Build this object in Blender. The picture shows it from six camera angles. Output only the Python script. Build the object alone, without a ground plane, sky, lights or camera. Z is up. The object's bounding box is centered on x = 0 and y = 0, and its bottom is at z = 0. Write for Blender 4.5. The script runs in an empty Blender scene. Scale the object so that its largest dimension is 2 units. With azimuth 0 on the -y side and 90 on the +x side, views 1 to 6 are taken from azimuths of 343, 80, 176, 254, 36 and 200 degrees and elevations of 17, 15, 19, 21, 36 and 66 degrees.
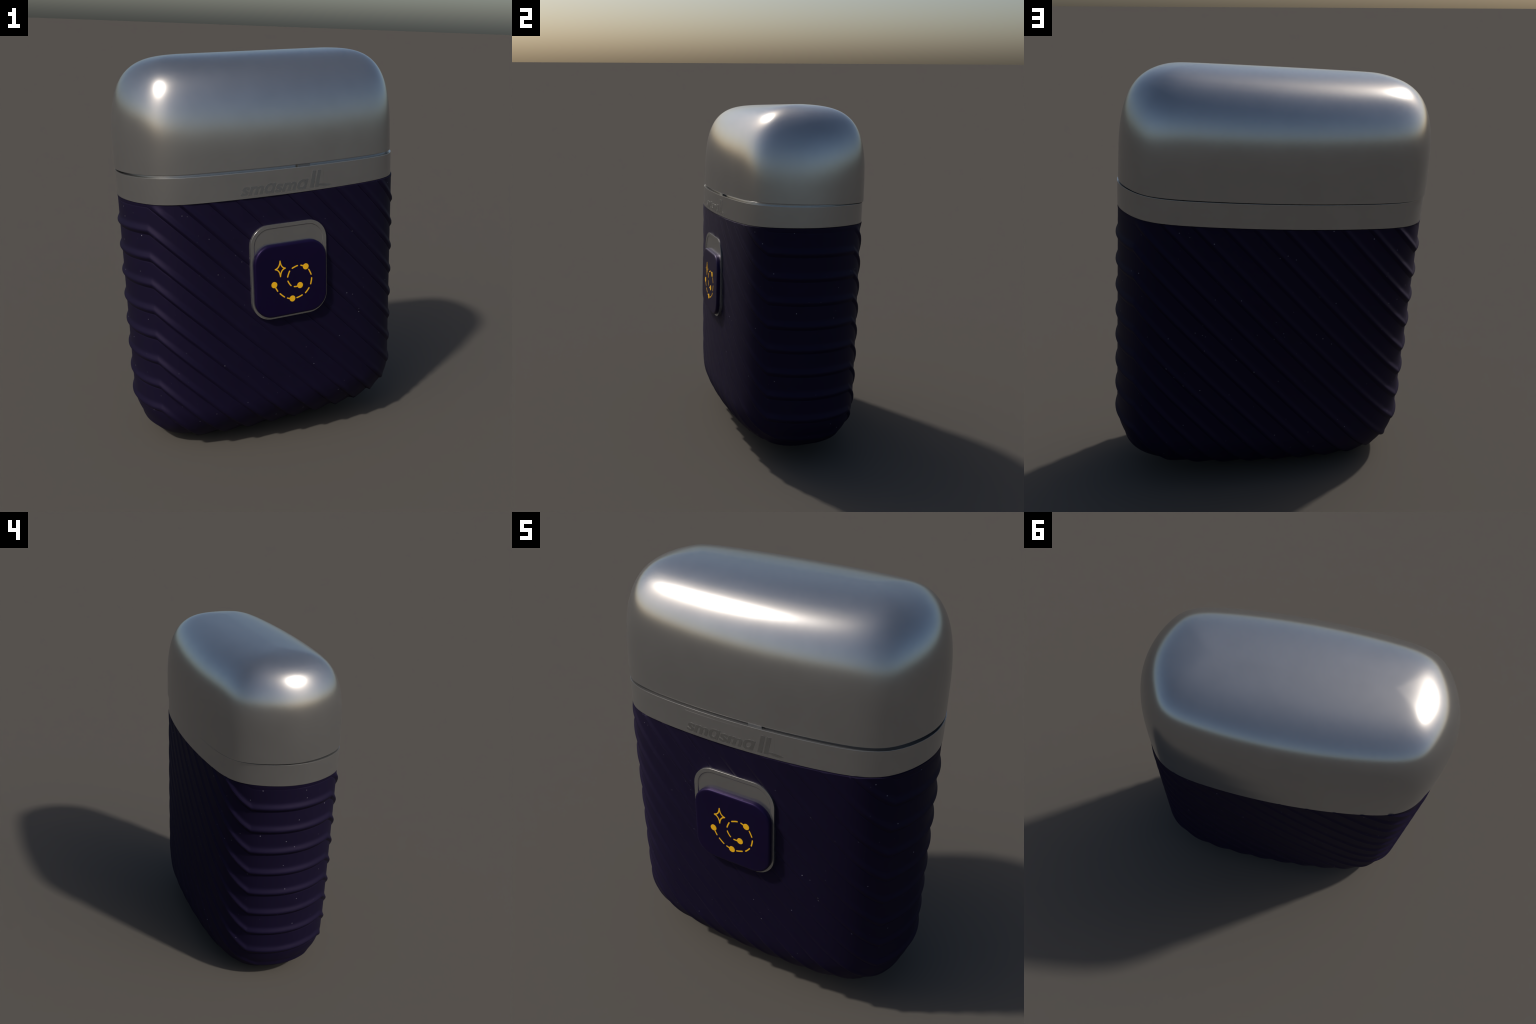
"""Travel shaver: brushed metal cap over a metal collar, ribbed dark violet
rubber grip, slide button with a gold spiral mark on a metal switch plate.
Everything is modelled in the shaver's own upright frame and then leaned into
place by the root Empty."""
import bpy, bmesh, math, random
import numpy as np
from mathutils import Matrix, Vector

random.seed(7)

# ------------------------------------------------------------------ sizes
LEAN = dict(yaw=7.37, pitch=-2.61, roll=-3.42)        # degrees
SHIFT = (0.0508, -0.0330, 0.0302)
Z_CAP, Z_TOP = 1.4307, 1.9537                         # cap's lower edge, cap's top
Z_COLLAR = 1.3051                                     # collar's lower edge
RIB_PITCH, RIB_Z0, RIB_TURN = 0.1325, 1.161, 0.655    # ribs: spacing, phase, x where they bend
RIB_SLOPE = 10 * RIB_PITCH / (2 * RIB_TURN)


def lerp(a, b, t):
    return a + (b - a) * t


# ------------------------------------------------------- plan cross-section
def radius(theta, a, b, n, ca, cb):
    """Polar radius of the rounded-box plan |x/(a-ca y2)|^n + |y/(b-cb x2)|^n = 1."""
    c, s = np.cos(theta), np.sin(theta)
    lo = np.zeros(np.broadcast(theta, a, b).shape)
    hi = lo + 1.3 * np.sqrt(np.asarray(a) ** 2 + np.asarray(b) ** 2)
    for _ in range(34):
        m = (lo + hi) / 2
        x, y = m * c, m * s
        f = (abs(x) / np.maximum(a - ca * y * y, 1e-4)) ** n + (abs(y) / np.maximum(b - cb * x * x, 1e-4)) ** n
        lo, hi = np.where(f < 1, m, lo), np.where(f < 1, hi, m)
    return lo


def plan(count, a, b, n, ca, cb):
    """Outline resampled evenly along each quarter, starting on +x, anticlockwise."""
    q = count // 4
    pts = []
    for k in range(4):
        # dense fan of angles, spread by the aspect ratio so thin outlines stay smooth
        u = np.linspace(0, math.pi / 2, 500)
        th = np.arctan2(b * np.sin(u), a * np.cos(u)) if k % 2 == 0 else math.pi / 2 - np.arctan2(b * np.sin(math.pi / 2 - u), a * np.cos(math.pi / 2 - u))
        th = np.arctan2(b * np.sin(u), a * np.cos(u))
        r = radius(th, a, b, n, ca, cb)
        x, y = r * np.cos(th), r * np.sin(th)
        s = np.concatenate([[0], np.cumsum(np.hypot(np.diff(x), np.diff(y)))])
        t = np.linspace(0, s[-1], q + 1)
        x, y = np.interp(t, s, x), np.interp(t, s, y)
        if k == 0:
            pts += list(zip(x[:-1], y[:-1]))
        elif k == 1:
            pts += list(zip(-x[:0:-1], y[:0:-1]))
        elif k == 2:
            pts += list(zip(-x[:-1], -y[:-1]))
        else:
            pts += list(zip(x[:0:-1], -y[:0:-1]))
    return np.array(pts)


# ----------------------------------------------------------- mesh helpers
def make_object(name, verts, faces, mat, parent, smooth=True, sharp=None):
    me = bpy.data.meshes.new(name)
    me.from_pydata([tuple(map(float, v)) for v in verts], [], [tuple(map(int, f)) for f in faces])
    me.validate()
    me.update()
    ob = bpy.data.objects.new(name, me)
    bpy.context.scene.collection.objects.link(ob)
    ob.parent = parent
    me.materials.append(mat)
    if smooth:
        me.polygons.foreach_set("use_smooth", [True] * len(me.polygons))
        if sharp is not None:
            me.set_sharp_from_angle(angle=math.radians(sharp))
    return ob


def loft(rings, close_first=False, close_last=False):
    """Rings of equal length -> verts and quads."""
    m = len(rings[0])
    verts = np.concatenate(rings)
    faces = []
    for i in range(len(rings) - 1):
        for j in range(m):
            j2 = (j + 1) % m
            faces.append((i * m + j, i * m + j2, (i + 1) * m + j2, (i + 1) * m + j))
    if close_first:
        faces.append(tuple(range(m))[::-1])
    if close_last:
        faces.append(tuple((len(rings) - 1) * m + j for j in range(m)))
    return verts, faces


def with_z(p2, z):
    return np.column_stack([p2, np.broadcast_to(z, len(p2))])


def merge(ob, dist=1e-6):
    bm = bmesh.new()
    bm.from_mesh(ob.data)
    bmesh.ops.remove_doubles(bm, verts=bm.verts, dist=dist)
    bmesh.ops.dissolve_degenerate(bm, edges=bm.edges, dist=dist)
    bmesh.ops.recalc_face_normals(bm, faces=bm.faces)
    bm.to_mesh(ob.data)
    bm.free()
    ob.data.polygons.foreach_set("use_smooth", [True] * len(ob.data.polygons))


# --------------------------------------------------------------- materials
def new_material(name):
    m = bpy.data.materials.new(name)
    m.use_nodes = True
    nt = m.node_tree
    return m, nt, nt.nodes["Principled BSDF"]


def metal(name, colour, rough, grain=0.02):
    m, nt, p = new_material(name)
    p.inputs["Metallic"].default_value = 0.89
    tc = nt.nodes.new("ShaderNodeTexCoord")
    nz = nt.nodes.new("ShaderNodeTexNoise")
    nz.inputs["Scale"].default_value = 9.0
    nz.inputs["Detail"].default_value = 3.0
    nt.links.new(tc.outputs["Object"], nz.inputs["Vector"])
    ramp = nt.nodes.new("ShaderNodeValToRGB")
    lo = tuple(c * (1 - grain) for c in colour)
    hi = tuple(min(1, c * (1 + grain)) for c in colour)
    ramp.color_ramp.elements[0].position, ramp.color_ramp.elements[0].color = 0.3, (*lo, 1)
    ramp.color_ramp.elements[1].position, ramp.color_ramp.elements[1].color = 0.7, (*hi, 1)
    nt.links.new(nz.outputs["Fac"], ramp.inputs["Fac"])
    nt.links.new(ramp.outputs["Color"], p.inputs["Base Color"])
    mr = nt.nodes.new("ShaderNodeMapRange")
    mr.inputs["To Min"].default_value = rough * 0.96
    mr.inputs["To Max"].default_value = rough * 1.04
    nt.links.new(nz.outputs["Fac"], mr.inputs["Value"])
    nt.links.new(mr.outputs["Result"], p.inputs["Roughness"])
    return m


def rubber(name, colour, rough, spec, tint, glitter):
    m, nt, p = new_material(name)
    L = nt.links.new
    p.inputs["Roughness"].default_value = rough
    p.inputs["Specular IOR Level"].default_value = spec
    p.inputs["Specular Tint"].default_value = (*tint, 1)
    tc = nt.nodes.new("ShaderNodeTexCoord")
    nz = nt.nodes.new("ShaderNodeTexNoise")
    nz.inputs["Scale"].default_value = 6.0
    nz.inputs["Detail"].default_value = 4.0
    L(tc.outputs["Object"], nz.inputs["Vector"])
    ramp = nt.nodes.new("ShaderNodeValToRGB")
    ramp.color_ramp.elements[0].position, ramp.color_ramp.elements[0].color = 0.3, (*(c * 0.93 for c in colour), 1)
    ramp.color_ramp.elements[1].position, ramp.color_ramp.elements[1].color = 0.7, (*(c * 1.07 for c in colour), 1)
    L(nz.outputs["Fac"], ramp.inputs["Fac"])
    if not glitter:
        L(ramp.outputs["Color"], p.inputs["Base Color"])
        return m
    # tiny pale flecks: feature points of a 3D Voronoi that happen to lie on the skin
    vo = nt.nodes.new("ShaderNodeTexVoronoi")
    vo.inputs["Scale"].default_value = 25.0
    L(tc.outputs["Object"], vo.inputs["Vector"])
    spot = nt.nodes.new("ShaderNodeMapRange")
    spot.inputs["From Min"].default_value = 0.035
    spot.inputs["From Max"].default_value = 0.085
    spot.inputs["To Min"].default_value = 1.0
    spot.inputs["To Max"].default_value = 0.0
    L(vo.outputs["Distance"], spot.inputs["Value"])
    sep = nt.nodes.new("ShaderNodeSeparateColor")
    L(vo.outputs["Color"], sep.inputs["Color"])
    power = nt.nodes.new("ShaderNodeMath")
    power.operation = "POWER"
    power.inputs[1].default_value = 3.2
    L(sep.outputs["Red"], power.inputs[0])
    mul = nt.nodes.new("ShaderNodeMath")
    mul.operation = "MULTIPLY"
    L(spot.outputs["Result"], mul.inputs[0])
    L(power.outputs["Value"], mul.inputs[1])
    mix = nt.nodes.new("ShaderNodeMix")
    mix.data_type = "RGBA"
    L(mul.outputs["Value"], mix.inputs[0])
    L(ramp.outputs["Color"], mix.inputs[6])
    mix.inputs[7].default_value = (0.28, 0.27, 0.32, 1)
    L(mix.outputs[2], p.inputs["Base Color"])
    return m


STEEL = metal("satin_steel", (0.465, 0.462, 0.455), 0.225)
STEEL_DARK = metal("shade_darkened_steel", (0.27, 0.265, 0.255), 0.42)  # steel colour darkened to carry the shading inside engraved letters; the letters are raised
VIOLET = rubber("violet_rubber", (0.0046, 0.0030, 0.0160), 0.62, 0.24, (0.78, 0.62, 1.0), True)
VIOLET_PLAIN = rubber("violet_button", (0.0042, 0.0020, 0.0190), 0.42, 0.34, (0.60, 0.42, 1.0), False)
GOLD, _nt, _p = new_material("gold_print")
_p.inputs["Base Color"].default_value = (0.97, 0.50, 0.004, 1)
_p.inputs["Roughness"].default_value = 0.6

# -------------------------------------------------------------------- root
root = bpy.data.objects.new("travel_shaver", None)
bpy.context.scene.collection.objects.link(root)
y_, p_, r_ = (math.radians(LEAN[k]) for k in ("yaw", "pitch", "roll"))
root.matrix_world = (Matrix.Translation(SHIFT) @ Matrix.Rotation(y_, 4, "Z") @ Matrix.Rotation(r_, 4, "Y") @ Matrix.Rotation(p_, 4, "X"))
root["label"] = "travel shaver with satin metal cap, ribbed dark violet grip and gold-marked slider"
root["category"] = "electric shaver"

# --------------------------------------------------------------------- cap
COLS = 320
CAP_SET, COLLAR_SET = np.array([-0.0012, 0.0022]), np.array([0.002, -0.0030])     # the cap does not sit dead centre


def cap_ring(z, k, extra=0.0):
    t = (z - Z_CAP) / (Z_TOP - Z_CAP)
    a = lerp(0.7295, 0.7223, t) - 0.6131 * k - extra
    b = max(lerp(0.3893, 0.3829, t) - 0.6824 * k - extra, 0.010)
    return with_z(plan(COLS, a, b, lerp(13.4, 3.65, k), lerp(1.256, 3.444, k), lerp(0.166, -0.050, k)) + CAP_SET, z)


def cap_profile():
    """(z, inset) pairs up the cap's side, over its shoulder and onto the ridge."""
    lz, e, f = 0.4667, 3.183, 5.828
    zb = Z_TOP - lz
    out = [(z, 0.0) for z in np.linspace(Z_CAP + 0.006, zb, 5)[:-1]]
    us = np.linspace(0, 1, 56)
    for u in us:
        if u < 0.55:                       # sample by height on the side, by inset on the top
            t = u / 0.55 * 0.9
            k = 1 - (1 - t ** e) ** (1 / f)
        else:
            k0 = 1 - (1 - 0.9 ** e) ** (1 / f)
            k = lerp(k0, 0.546, (u - 0.55) / 0.45)
            t = (1 - (1 - k) ** f) ** (1 / e)
        out.append((zb + t * lz, k))
    return out


prof = cap_profile()
rings = [cap_ring(Z_CAP, 0, 0.050), cap_ring(Z_CAP, 0, 0.0045), cap_ring(Z_CAP, 0, 0.0028), cap_ring(Z_CAP + 0.0010, 0, 0.0010), cap_ring(Z_CAP + 0.0030, 0, 0.0), cap_ring(Z_CAP + 0.0034, 0, 0.0)]
rings += [cap_ring(z, k) for z, k in prof]
v, f = loft(rings, close_last=False)
m = COLS
last = len(rings) - 1
for j in range(m // 2):                     # zip the two long sides of the ridge together
    a_, b_ = j, (j + 1)
    c_, d_ = (m - j - 1) % m, (m - j) % m
    quad = [last * m + i for i in (a_, b_, c_, d_)]
    quad = list(dict.fromkeys(quad))
    if len(quad) >= 3:
        f.append(tuple(quad))
cap = make_object("cap", v, f, STEEL, root, True, 50)

# ------------------------------------------------------------------ collar
def collar_floor(p2):
    return Z_COLLAR + 0.0062 * p2[:, 0] + 0.0218 * p2[:, 1]


def collar_top(p2):
    """The gap under the cap opens towards the front."""
    t = np.clip((0.24 - p2[:, 1]) / 0.45, 0, 1)
    return Z_CAP - 0.0042 - 0.0074 * t * t * (3 - 2 * t)


def collar_plan(extra=0.0):
    return plan(COLS, 0.7300 - extra, 0.3888 - extra, 12.0, 1.280, 0.1635) + COLLAR_SET


P0 = collar_plan()
top0 = collar_top(P0)
low0 = collar_floor(P0)
rings = []
for e, dz in ((0.060, 0.0), (0.003, 0.0)):
    q = collar_plan(e)
    rings.append(np.column_stack([q, low0 + dz]))
rings.append(np.column_stack([collar_plan(0.0), low0 + 0.002]))
for t in (0.02, 0.15, 0.4, 0.6, 0.85, 0.97, 0.99):
    rings.append(np.column_stack([P0, lerp(low0 + 0.002, top0 - 0.0006, t)]))
for e, dz in ((0.0, -0.0006), (0.0002, -0.0002), (0.0006, 0.0), (0.0009, 0.0), (0.006, 0.0), (0.0290, 0.0), (0.0310, 0.0), (0.0310, 0.002), (0.0310, 0.03)):
    rings.append(np.column_stack([collar_plan(e), top0 + dz]))
v, f = loft(rings)
collar = make_object("collar", v, f, STEEL, root, True, 35)


def front_y(x, z):
    """y of the collar's front face."""
    return -(0.3918 - 0.1635 * x * x) * np.ones_like(z)


# latch tab seen in the gap
def box(name, lo, hi, mat, parent, bevel=0.002):
    bm = bmesh.new()
    bmesh.ops.create_cube(bm, size=1.0)
    for vv in bm.verts:
        vv.co = Vector([lerp(lo[i], hi[i], vv.co[i] + 0.5) for i in range(3)])
    bmesh.ops.bevel(bm, geom=list(bm.edges), offset=bevel, segments=3, affect="EDGES", profile=0.5)
    me = bpy.data.meshes.new(name)
    bm.to_mesh(me)
    bm.free()
    me.materials.append(mat)
    ob = bpy.data.objects.new(name, me)
    bpy.context.scene.collection.objects.link(ob)
    ob.parent = parent
    return ob


box("latch_tab", (0.053, -0.374, Z_CAP - 0.020), (0.118, -0.345, Z_CAP - 0.0012), STEEL_DARK, collar)

# nameplate: a very shallow panel, with the lettering on it
def panel():
    xs = np.linspace(-0.250, 0.238, 40)
    zs = np.linspace(1.300, 1.404, 9)
    vs, fs = [], []
    for layer, off in ((0, 0.00012), (1, -0.004)):
        for x in xs:
            for z in zs:
                vs.append((x, front_y(x, np.array(z)).item() - off, z))
    nx, nz = len(xs), len(zs)
    idx = lambda l, i, j: l * nx * nz + i * nz + j
    for i in range(nx - 1):
        for j in range(nz - 1):
            fs.append((idx(0, i, j), idx(0, i + 1, j), idx(0, i + 1, j + 1), idx(0, i, j + 1)))
    for i in range(nx - 1):
        for j in (0, nz - 1):
            fs.append((idx(0, i, j), idx(0, i + 1, j), idx(1, i + 1, j), idx(1, i, j)))
    for j in range(nz - 1):
        for i in (0, nx - 1):
            fs.append((idx(0, i, j), idx(0, i, j + 1), idx(1, i, j + 1), idx(1, i, j)))
    return make_object("nameplate", vs, fs, STEEL, collar, True, 20)


nameplate = panel()


def letters(body, x0, x1, z0, z1, shear):
    cu = bpy.data.curves.new("lettering", "FONT")
    cu.body = body
    cu.size = 1.0
    cu.shear = shear
    cu.offset = 0.032
    cu.extrude = 0.05
    cu.resolution_u = 4
    tmp = bpy.data.objects.new("lettering_source", cu)
    bpy.context.scene.collection.objects.link(tmp)
    bpy.context.view_layer.update()
    dg = bpy.context.evaluated_depsgraph_get()
    me = bpy.data.meshes.new_from_object(tmp.evaluated_get(dg))
    me.name = "lettering"
    bpy.data.objects.remove(tmp)
    co = np.empty(len(me.vertices) * 3)
    me.vertices.foreach_get("co", co)
    co = co.reshape(-1, 3)
    lo, hi = co.min(0), co.max(0)
    t = (co - lo) / (hi - lo)
    x = lerp(x0, x1, t[:, 0])
    z = lerp(z0, z1, t[:, 1])
    y = front_y(x, z) - lerp(-0.003, 0.0007, t[:, 2])
    me.vertices.foreach_set("co", np.column_stack([x, y, z]).ravel())
    me.update()
    me.materials.clear()
    me.materials.append(STEEL_DARK)
    ob = bpy.data.objects.new("lettering", me)
    bpy.context.scene.collection.objects.link(ob)
    ob.parent = nameplate
    return ob


letters("sm\u0251sm\u0251", -0.247, 0.100, 1.311, 1.359, 0.28)
letters("ll", 0.108, 0.170, 1.314, 1.394, 0.16)


def ribbon(name, path, width, mat, parent, face_y, lift, taper=None, caps=True):
    """Flat stroke of constant width along an (x, z) path, with round ends, standing `lift` proud."""
    path = np.asarray(path, float)
    d = np.gradient(path, axis=0)
    d /= np.linalg.norm(d, axis=1)[:, None] + 1e-12
    nrm = np.column_stack([-d[:, 1], d[:, 0]])
    w = np.full(len(path), width / 2) if taper is None else width / 2 * np.asarray(taper)
    left, right = path + nrm * w[:, None], path - nrm * w[:, None]
    outline = list(left)
    if caps:
        a0 = math.atan2(nrm[-1, 1], nrm[-1, 0])
        outline += [path[-1] + w[-1] * np.array([math.cos(a0 - t), math.sin(a0 - t)]) for t in np.linspace(0, math.pi, 9)[1:-1]]
    outline += list(right[::-1])
    if caps:
        a0 = math.atan2(-nrm[0, 1], -nrm[0, 0])
        outline += [path[0] + w[0] * np.array([math.cos(a0 - t), math.sin(a0 - t)]) for t in np.linspace(0, math.pi, 9)[1:-1]]
    return slab(name, outline, mat, parent, face_y, lift)


def slab(name, outline, mat, parent, face_y, lift):
    n = len(outline)
    vs = [(x, face_y(x, z) - lift, z) for x, z in outline] + [(x, face_y(x, z) + 0.003, z) for x, z in outline]
    bm = bmesh.new()
    bv = [bm.verts.new(c) for c in vs]
    face = bm.faces.new(bv[:n])
    for i in range(n):
        bm.faces.new((bv[i], bv[(i + 1) % n], bv[n + (i + 1) % n], bv[n + i]))
    bmesh.ops.triangulate(bm, faces=[face])
    bmesh.ops.recalc_face_normals(bm, faces=bm.faces)
    me = bpy.data.meshes.new(name)
    bm.to_mesh(me)
    bm.free()
    me.materials.append(mat)
    ob = bpy.data.objects.new(name, me)
    bpy.context.scene.collection.objects.link(ob)
    ob.parent = parent
    return ob


tx = np.linspace(0, 1, 24)
tail = np.column_stack([0.148 + 0.074 * tx, 1.3165 + 0.005 * np.sin(tx * 5.2 + 0.4) + 0.006 * tx])
ribbon("lettering", tail, 0.010, STEEL_DARK, nameplate, lambda x, z: -(0.3918 - 0.1635 * x * x), 0.0007,
       taper=0.35 + 0.65 * np.sin(np.pi * np.clip(tx * 0.9 + 0.1, 0, 1)))

# -------------------------------------------------------------------- grip
GC = 640                                             # columns round the grip
base_pts = plan(GC, 0.7277, 0.3844, 12.0, 1.280, 0.1646)
THETA = np.arctan2(base_pts[:, 1], base_pts[:, 0])
THETA = np.concatenate([THETA, THETA[:1]])           # last column closes on the first

# side profile: straight side, then a rounded foot; arc length w runs down from z = 1.32
_bz, _e = 0.2488, 1.943
_k = np.linspace(0, 1, 400)
_t = np.sin(_k * math.pi / 2)
fz = np.concatenate([np.linspace(1.32, _bz, 50)[:-1], _bz * (1 - _t)])
fk = np.concatenate([np.zeros(49), 1 - (1 - _t ** _e) ** (1 / _e)])
fw = np.concatenate([[0], np.cumsum(np.hypot(np.diff(fz), np.diff(fk) * 0.268))])
W_END = fw[-1]


def grip_base(theta, w):
    z = np.interp(w, fw, fz)
    k = np.interp(w, fw, fk)
    t = 1 - z / Z_COLLAR
    a = lerp(0.7277, 0.7329, t) - 0.2691 * k
    b = lerp(0.3844, 0.3839, t) - 0.2674 * k
    r = radius(theta, a, b, lerp(12.0, 6.9, t), 1.280, lerp(0.1646, 0.138, t))
    x, y = r * np.cos(theta), r * np.sin(theta)
    x = x + lerp(0.0020, 0.0065, t)
    y = y + lerp(-0.0020, 0.0116, t)
    g = np.clip((x + 0.12) / 0.45, 0, 1)                # the front right of the rim stands proud of the collar
    y = y - np.where(y < 0, 0.012, 0.003) * g * g * (3 - 2 * g) * (1 - t) ** 2
    return np.stack([x, y, z], -1)


def rib_drop(x, y):
    """How far a rib has come down, going anticlockwise from the left front bend."""
    xc = np.clip(x, -RIB_TURN, RIB_TURN)
    return np.where(y < 0, RIB_SLOPE * (xc + RIB_TURN), 10 * RIB_PITCH + RIB_SLOPE * (RIB_TURN - xc))


# one rib, measured up from its bend line: short round underside, longer hollow slope above
PROF_U = np.array([-.10, -.07, -.04, -.01, .02, .045, .07, .095, .125, .165, .21, .255, .30, .35, .90])
PROF_H = np.array([.00, .08, .28, .54, .77, .92, .99, .99, .90, .70, .42, .19, .06, .00, .00])


def rib_height(x, y, z):
    ph = (z + rib_drop(x, y) - RIB_Z0) / RIB_PITCH
    u = ph - np.floor(ph)
    h = np.interp((u + 0.10) % 1.0 - 0.10, PROF_U, PROF_H)
    edge = np.where((x > 0) & (y < 0), np.clip((x - 0.48) / 0.22, 0, 1), np.clip((abs(x) - 0.14) / 0.48, 0, 1))
    edge = edge * edge * (3 - 2 * edge)
    amp = np.where(y < 0, lerp(0.0030, np.where(x > 0, 0.0095, 0.0115), edge), lerp(0.0066, np.where(x > 0, 0.0100, 0.0115), edge * edge))
    # a thin moulding line runs under each rib, cut deeper on some ribs than on others
    v = (u + 0.09) % 1.0
    v = np.minimum(v, 1 - v)
    odd = np.sin(np.floor(ph + 0.09) * 2.4) * 0.5 + 0.5
    groove = np.where(y < 0, lerp(0.0006, 0.0028, odd * (1 - 0.7 * edge)), 0.0004) * np.exp(-(v / 0.014) ** 2)
    rim = np.clip((z - 1.225) / 0.06, 0, 1) * np.clip((abs(x) - 0.60) / 0.05, 0, 1)
    amp = amp * (1 - 0.85 * rim)
    foot = np.clip((0.34 - z) / 0.24, 0, 1)
    w = (u + 0.10) % 1.0                               # round the foot the ribs swell into full saw-edged scallops
    arc = np.minimum(np.clip(w / 0.09, 0, 1), np.clip((1.0 - w) / 0.88, 0, 1) ** 1.1)
    foot = foot * np.clip((0.68 - abs(x)) / 0.1, 0, 1)
    amp = np.where(y < 0, np.maximum(amp, 0.0185 * foot), np.maximum(amp, 0.0135 * foot))
    h = lerp(h, arc, foot) - 0.74 * foot
    sole = np.clip((0.16 - z) / 0.14, 0, 1)          # underneath, only the furrows are cut in
    return amp * (h - 0.20 * sole) - groove


def grip_point(theta, w):
    e = 1e-4
    p = grip_base(theta, w)
    du = grip_base(theta + e, w) - grip_base(theta - e, w)
    dv = grip_base(theta, np.minimum(w + e, W_END)) - grip_base(theta, np.maximum(w - e, 0))
    n = np.cross(dv, du)
    n /= np.linalg.norm(n, axis=-1, keepdims=True) + 1e-12
    flip = np.sign((n[..., :2] * p[..., :2]).sum(-1, keepdims=True) - n[..., 2:] * 0.3)
    n = n * np.where(flip == 0, 1, flip)
    return p + n * rib_height(p[..., 0], p[..., 1], p[..., 2])[..., None]


STEP = np.array([0, .02, .035, .05, .065, .08, .10, .12, .15, .18, .22, .26, .30, .34, .39, .44, .55, .68, .80, .87, .89, .902, .91, .918, .93, .945, .96, .98])
levels = np.concatenate([k + STEP for k in range(-11, 22)])[::-1] * RIB_PITCH + RIB_Z0      # high to low
b0 = grip_base(THETA, np.zeros(len(THETA)) + 0.02)
drop = rib_drop(b0[:, 0], b0[:, 1])
drop[-1] = drop[0] + 20 * RIB_PITCH if drop[-1] <= drop[0] + 1e-6 else drop[-1]
# walk the angle from the left front bend so that the drop only grows
start = int(np.argmin(np.where(b0[:-1, 1] < 0, abs(b0[:-1, 0] + RIB_TURN), 9)))
order = np.array([(start + i) % GC for i in range(GC + 1)])
TH = THETA[order]
drop = rib_drop(b0[order, 0], b0[order, 1])
drop[-1] = drop[0] + 20 * RIB_PITCH
for i in range(GC // 2, GC):                          # left side: past a full turn
    if drop[i] < drop[i - 1] - RIB_PITCH:
        drop[i:GC] += 20 * RIB_PITCH
        break
w_top = 1.32 - (Z_COLLAR - 0.0015 + 0.0062 * b0[order, 0] + 0.0218 * b0[order, 1])
Wg = np.clip(1.32 - (levels[:, None] - drop[None]), w_top[None], W_END)                    # rows x cols
Tg = np.broadcast_to(TH[None], Wg.shape)
P = grip_point(Tg, Wg)
P[:, -1] = P[:, 0]
# wrapped seam: recompute the closing column at its own rows
P[:, -1] = grip_point(np.full(len(levels), TH[0]), Wg[:, -1])
R_, C_ = Wg.shape
used = ~((Wg[:-1, :-1] == Wg[1:, :-1]) & (Wg[:-1, 1:] == Wg[1:, 1:]))
ii, jj = np.nonzero(used)
quads = np.stack([ii * C_ + jj, (ii + 1) * C_ + jj, (ii + 1) * C_ + jj + 1, ii * C_ + jj + 1], -1)
keep, inv = np.unique(quads.ravel(), return_inverse=True)
gv = P.reshape(-1, 3)[keep]
gf = inv.reshape(-1, 4)
# merge coincident grid points (clamped rows) before building polygons
key = np.round(gv, 6)
_, first, same = np.unique(key, axis=0, return_index=True, return_inverse=True)
same = same.ravel()
gv = gv[first]
polys = []
for q in same[gf]:
    c = list(dict.fromkeys(q.tolist()))
    if len(c) >= 3:
        polys.append(c)
# lip: turn the top edge inwards; sole: close the foot
grip = make_object("grip", gv, polys, VIOLET, root)


def close_grip(ob):
    bm = bmesh.new()
    bm.from_mesh(ob.data)
    bmesh.ops.remove_doubles(bm, verts=bm.verts, dist=2e-5)
    edges = [e for e in bm.edges if e.is_boundary]
    top = [e for e in edges if e.verts[0].co.z > 1.0]
    foot = [e for e in edges if e.verts[0].co.z < 0.5]
    for es, dz, sc in ((top, 0.0012, (0.985, 0.975)), (foot, -0.0005, (0.9, 0.75))):
        ret = bmesh.ops.extrude_edge_only(bm, edges=es)
        vs = [g for g in ret["geom"] if isinstance(g, bmesh.types.BMVert)]
        for q in vs:
            q.co = Vector((q.co.x * sc[0], q.co.y * sc[1], q.co.z + dz))
        ring = [g for g in ret["geom"] if isinstance(g, bmesh.types.BMEdge)]
        if es is foot:
            cen = bm.verts.new((0, 0, min(q.co.z for q in vs)))
            for e in ring:
                try:
                    bm.faces.new((e.verts[0], e.verts[1], cen))
                except ValueError:
                    pass
    bmesh.ops.recalc_face_normals(bm, faces=bm.faces)
    bm.to_mesh(ob.data)
    bm.free()
    ob.data.polygons.foreach_set("use_smooth", [True] * len(ob.data.polygons))
    ob.data.set_sharp_from_angle(angle=math.radians(60))


close_grip(grip)

# ------------------------------------------------- switch plate and button
def rounded_rect(cx, cz, hx, hz, r, n=14):
    out = []
    for sx, sz, a0 in ((1, 1, 0), (-1, 1, 90), (-1, -1, 180), (1, -1, 270)):
        for t in np.linspace(0, 90, n):
            a = math.radians(a0 + t)
            out.append((cx + sx * (hx - r) + r * math.cos(a), cz + sz * (hz - r) + r * math.sin(a)))
    return np.array(out)


def stack(name, layers, mat, parent, sharp=40):
    """layers: (inset, y); outline lofted along -y and closed in front."""
    def ring(ins, y, c):
        o = rounded_rect(c[0], c[1], c[2] - ins, c[3] - ins, max(c[4] - ins, 0.004))
        return np.column_stack([o[:, 0], np.full(len(o), y), o[:, 1]])
    rs = [ring(i, y, c) for i, y, c in layers]
    v, f = loft(rs, close_last=True)
    ob = make_object(name, v, f, mat, parent, True, sharp)
    merge(ob)
    ob.data.set_sharp_from_angle(angle=math.radians(sharp))
    return ob


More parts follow.
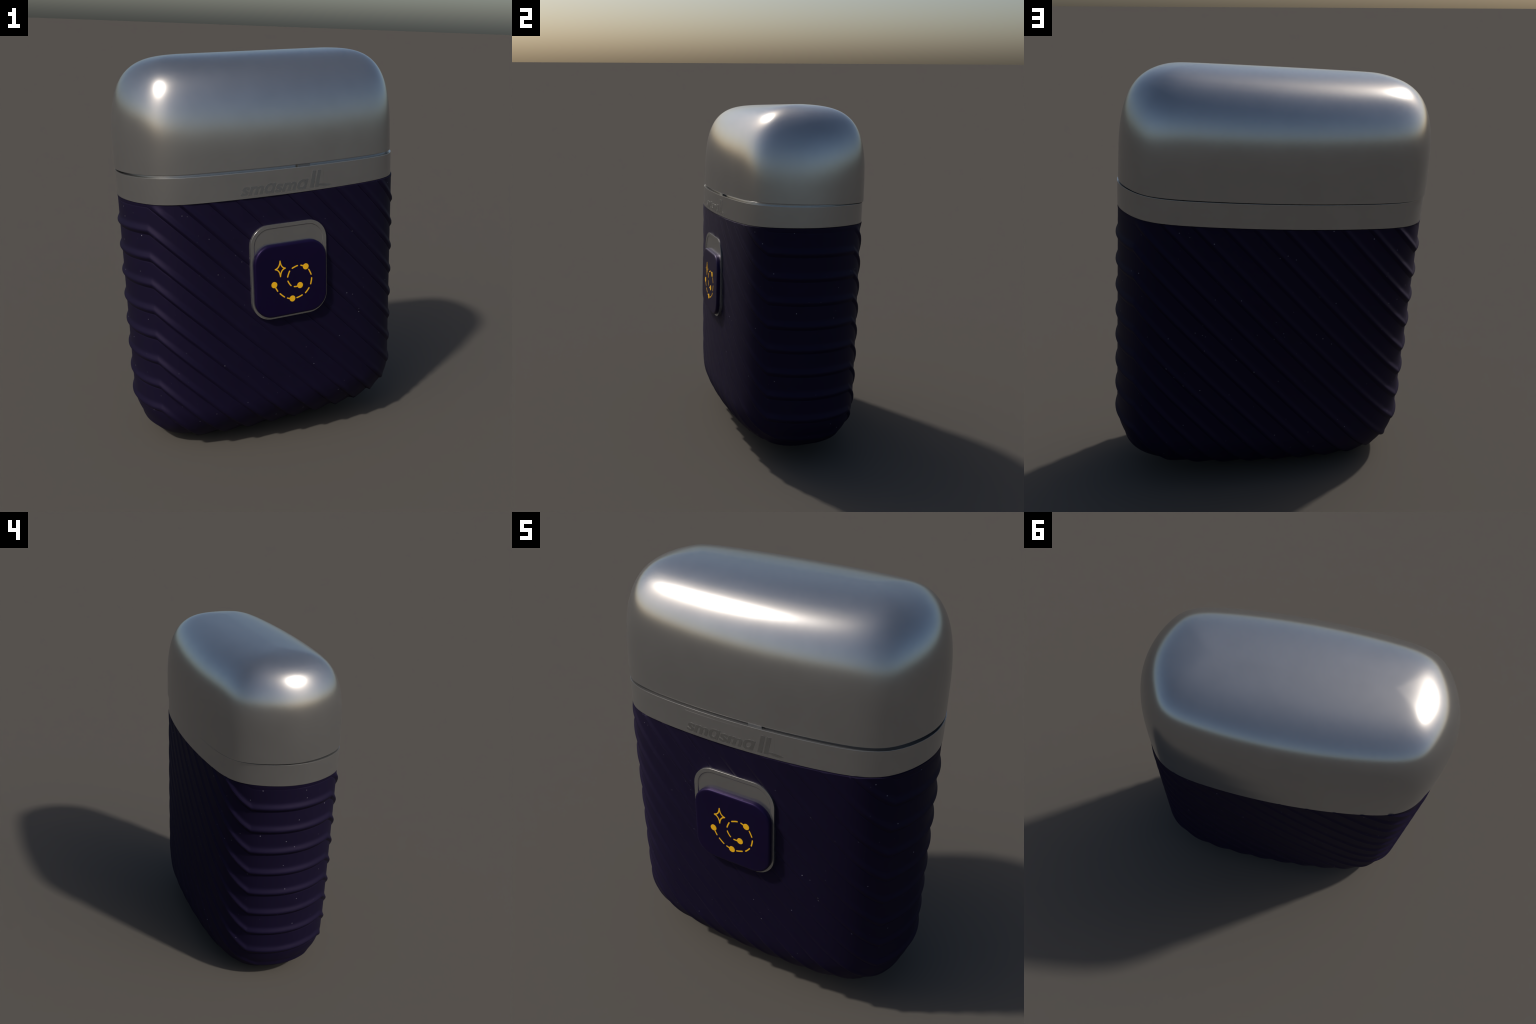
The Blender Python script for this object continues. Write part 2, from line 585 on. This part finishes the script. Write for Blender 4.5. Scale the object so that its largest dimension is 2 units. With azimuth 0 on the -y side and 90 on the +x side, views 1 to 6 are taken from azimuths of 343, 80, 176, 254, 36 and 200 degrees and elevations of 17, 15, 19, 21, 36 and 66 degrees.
PL = (-0.0125, 0.921, 0.2025, 0.238, 0.100)
plate = stack("switch_plate", [(0.0, -0.345, PL), (0.0, -0.3941, PL), (0.0, -0.3942, PL), (0.0003, -0.3945, PL), (0.0006, -0.3945, PL),
                              (0.0165, -0.3945, PL), (0.0172, -0.3945, PL), (0.0190, -0.3930, PL), (0.0200, -0.3918, PL), (0.0212, -0.3913, PL), (0.023, -0.3913, PL)],
              STEEL, root, 40)
BT = (-0.0120, 0.8795, 0.1935, 0.1835, 0.092)
button = stack("slide_button", [(0.0, -0.380, BT), (0.0, -0.4045, BT), (0.0008, -0.4085, BT), (0.0028, -0.4115, BT), (0.0058, -0.4134, BT),
                               (0.0100, -0.4142, BT), (0.0150, -0.4145, BT), (0.10, -0.4145, BT)], VIOLET_PLAIN, root, 60)

# gold mark: dashed spiral with four dots and a four-point star
FACE = lambda x, z: -0.4145
LIFT = 0.0009
STROKE = 0.0060


def catmull(pts, per=16):
    p = np.asarray(pts, float)
    p = np.vstack([2 * p[0] - p[1], p, 2 * p[-1] - p[-2]])
    out = []
    for i in range(1, len(p) - 2):
        for t in np.linspace(0, 1, per, endpoint=False):
            out.append(0.5 * (2 * p[i] + (p[i + 1] - p[i - 1]) * t + (2 * p[i - 1] - 5 * p[i] + 4 * p[i + 1] - p[i + 2]) * t ** 2
                              + (3 * p[i] - p[i - 1] - 3 * p[i + 1] + p[i + 2]) * t ** 3))
    out.append(p[-2])
    return np.array(out)


DOTS = [(-0.107, 0.865), (-0.012, 0.780), (0.064, 0.933), (0.031, 0.842)]
knots = [DOTS[0], (-0.101, 0.851), (-0.090, 0.830), (-0.079, 0.817), (-0.054, 0.794), (-0.039, 0.787), (-0.026, 0.782), DOTS[1],
         (0.012, 0.779), (0.043, 0.790), (0.059, 0.796), (0.081, 0.821), (0.089, 0.837), (0.096, 0.871), (0.093, 0.887), (0.080, 0.916),
         DOTS[2], (0.052, 0.937), (0.038, 0.943), (0.020, 0.945), (-0.011, 0.934), (-0.023, 0.924), (-0.036, 0.893), (-0.035, 0.874),
         (-0.018, 0.846), (0.000, 0.839), (0.015, 0.839), DOTS[3]]
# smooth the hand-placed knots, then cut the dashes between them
curve = catmull(knots)
for _ in range(60):
    curve[1:-1] = 0.25 * curve[:-2] + 0.5 * curve[1:-1] + 0.25 * curve[2:]
DASHES = [(0, 2), (3, 4), (5, 7), (8, 9), (10, 11), (12, 13), (14, 15), (16, 18), (19, 20), (21, 22), (23, 24), (25, 27)]
for a_, b_ in DASHES:
    ribbon("spiral_dash", curve[a_ * 16:b_ * 16 + 1:2], STROKE, GOLD, button, FACE, LIFT)
for c_ in DOTS:
    ang = np.linspace(0, 2 * math.pi, 33)[:-1]
    slab("spiral_dot", np.column_stack([c_[0] + 0.0152 * np.cos(ang), c_[1] + 0.0152 * np.sin(ang)]), GOLD, button, FACE, LIFT + 0.0003)


def star(cx, cz, hx, hz, stroke):
    """Outlined four-point star with hollow, curved-in sides."""
    tips = [(0, hz), (hx, 0), (0, -hz), (-hx, 0)]
    waist = 0.25
    out = []
    for i in range(4):
        p, q = np.array(tips[i]), np.array(tips[(i + 1) % 4])
        c = (p + q) * waist * 0.52
        for t in np.linspace(0, 1, 12, endpoint=False):
            out.append((1 - t) ** 2 * p + 2 * t * (1 - t) * c + t * t * q)
    line = np.array(out) + (cx, cz)
    line = np.vstack([line, line[:1]])
    parts = [line[i * 12:(i + 1) * 12 + 1] for i in range(4)]
    for k, p in enumerate(parts):
        ribbon("star_stroke", p, stroke, GOLD, button, FACE, LIFT + 0.0001 * k)


star(-0.073, 0.9415, 0.0265, 0.0390, 0.0055)
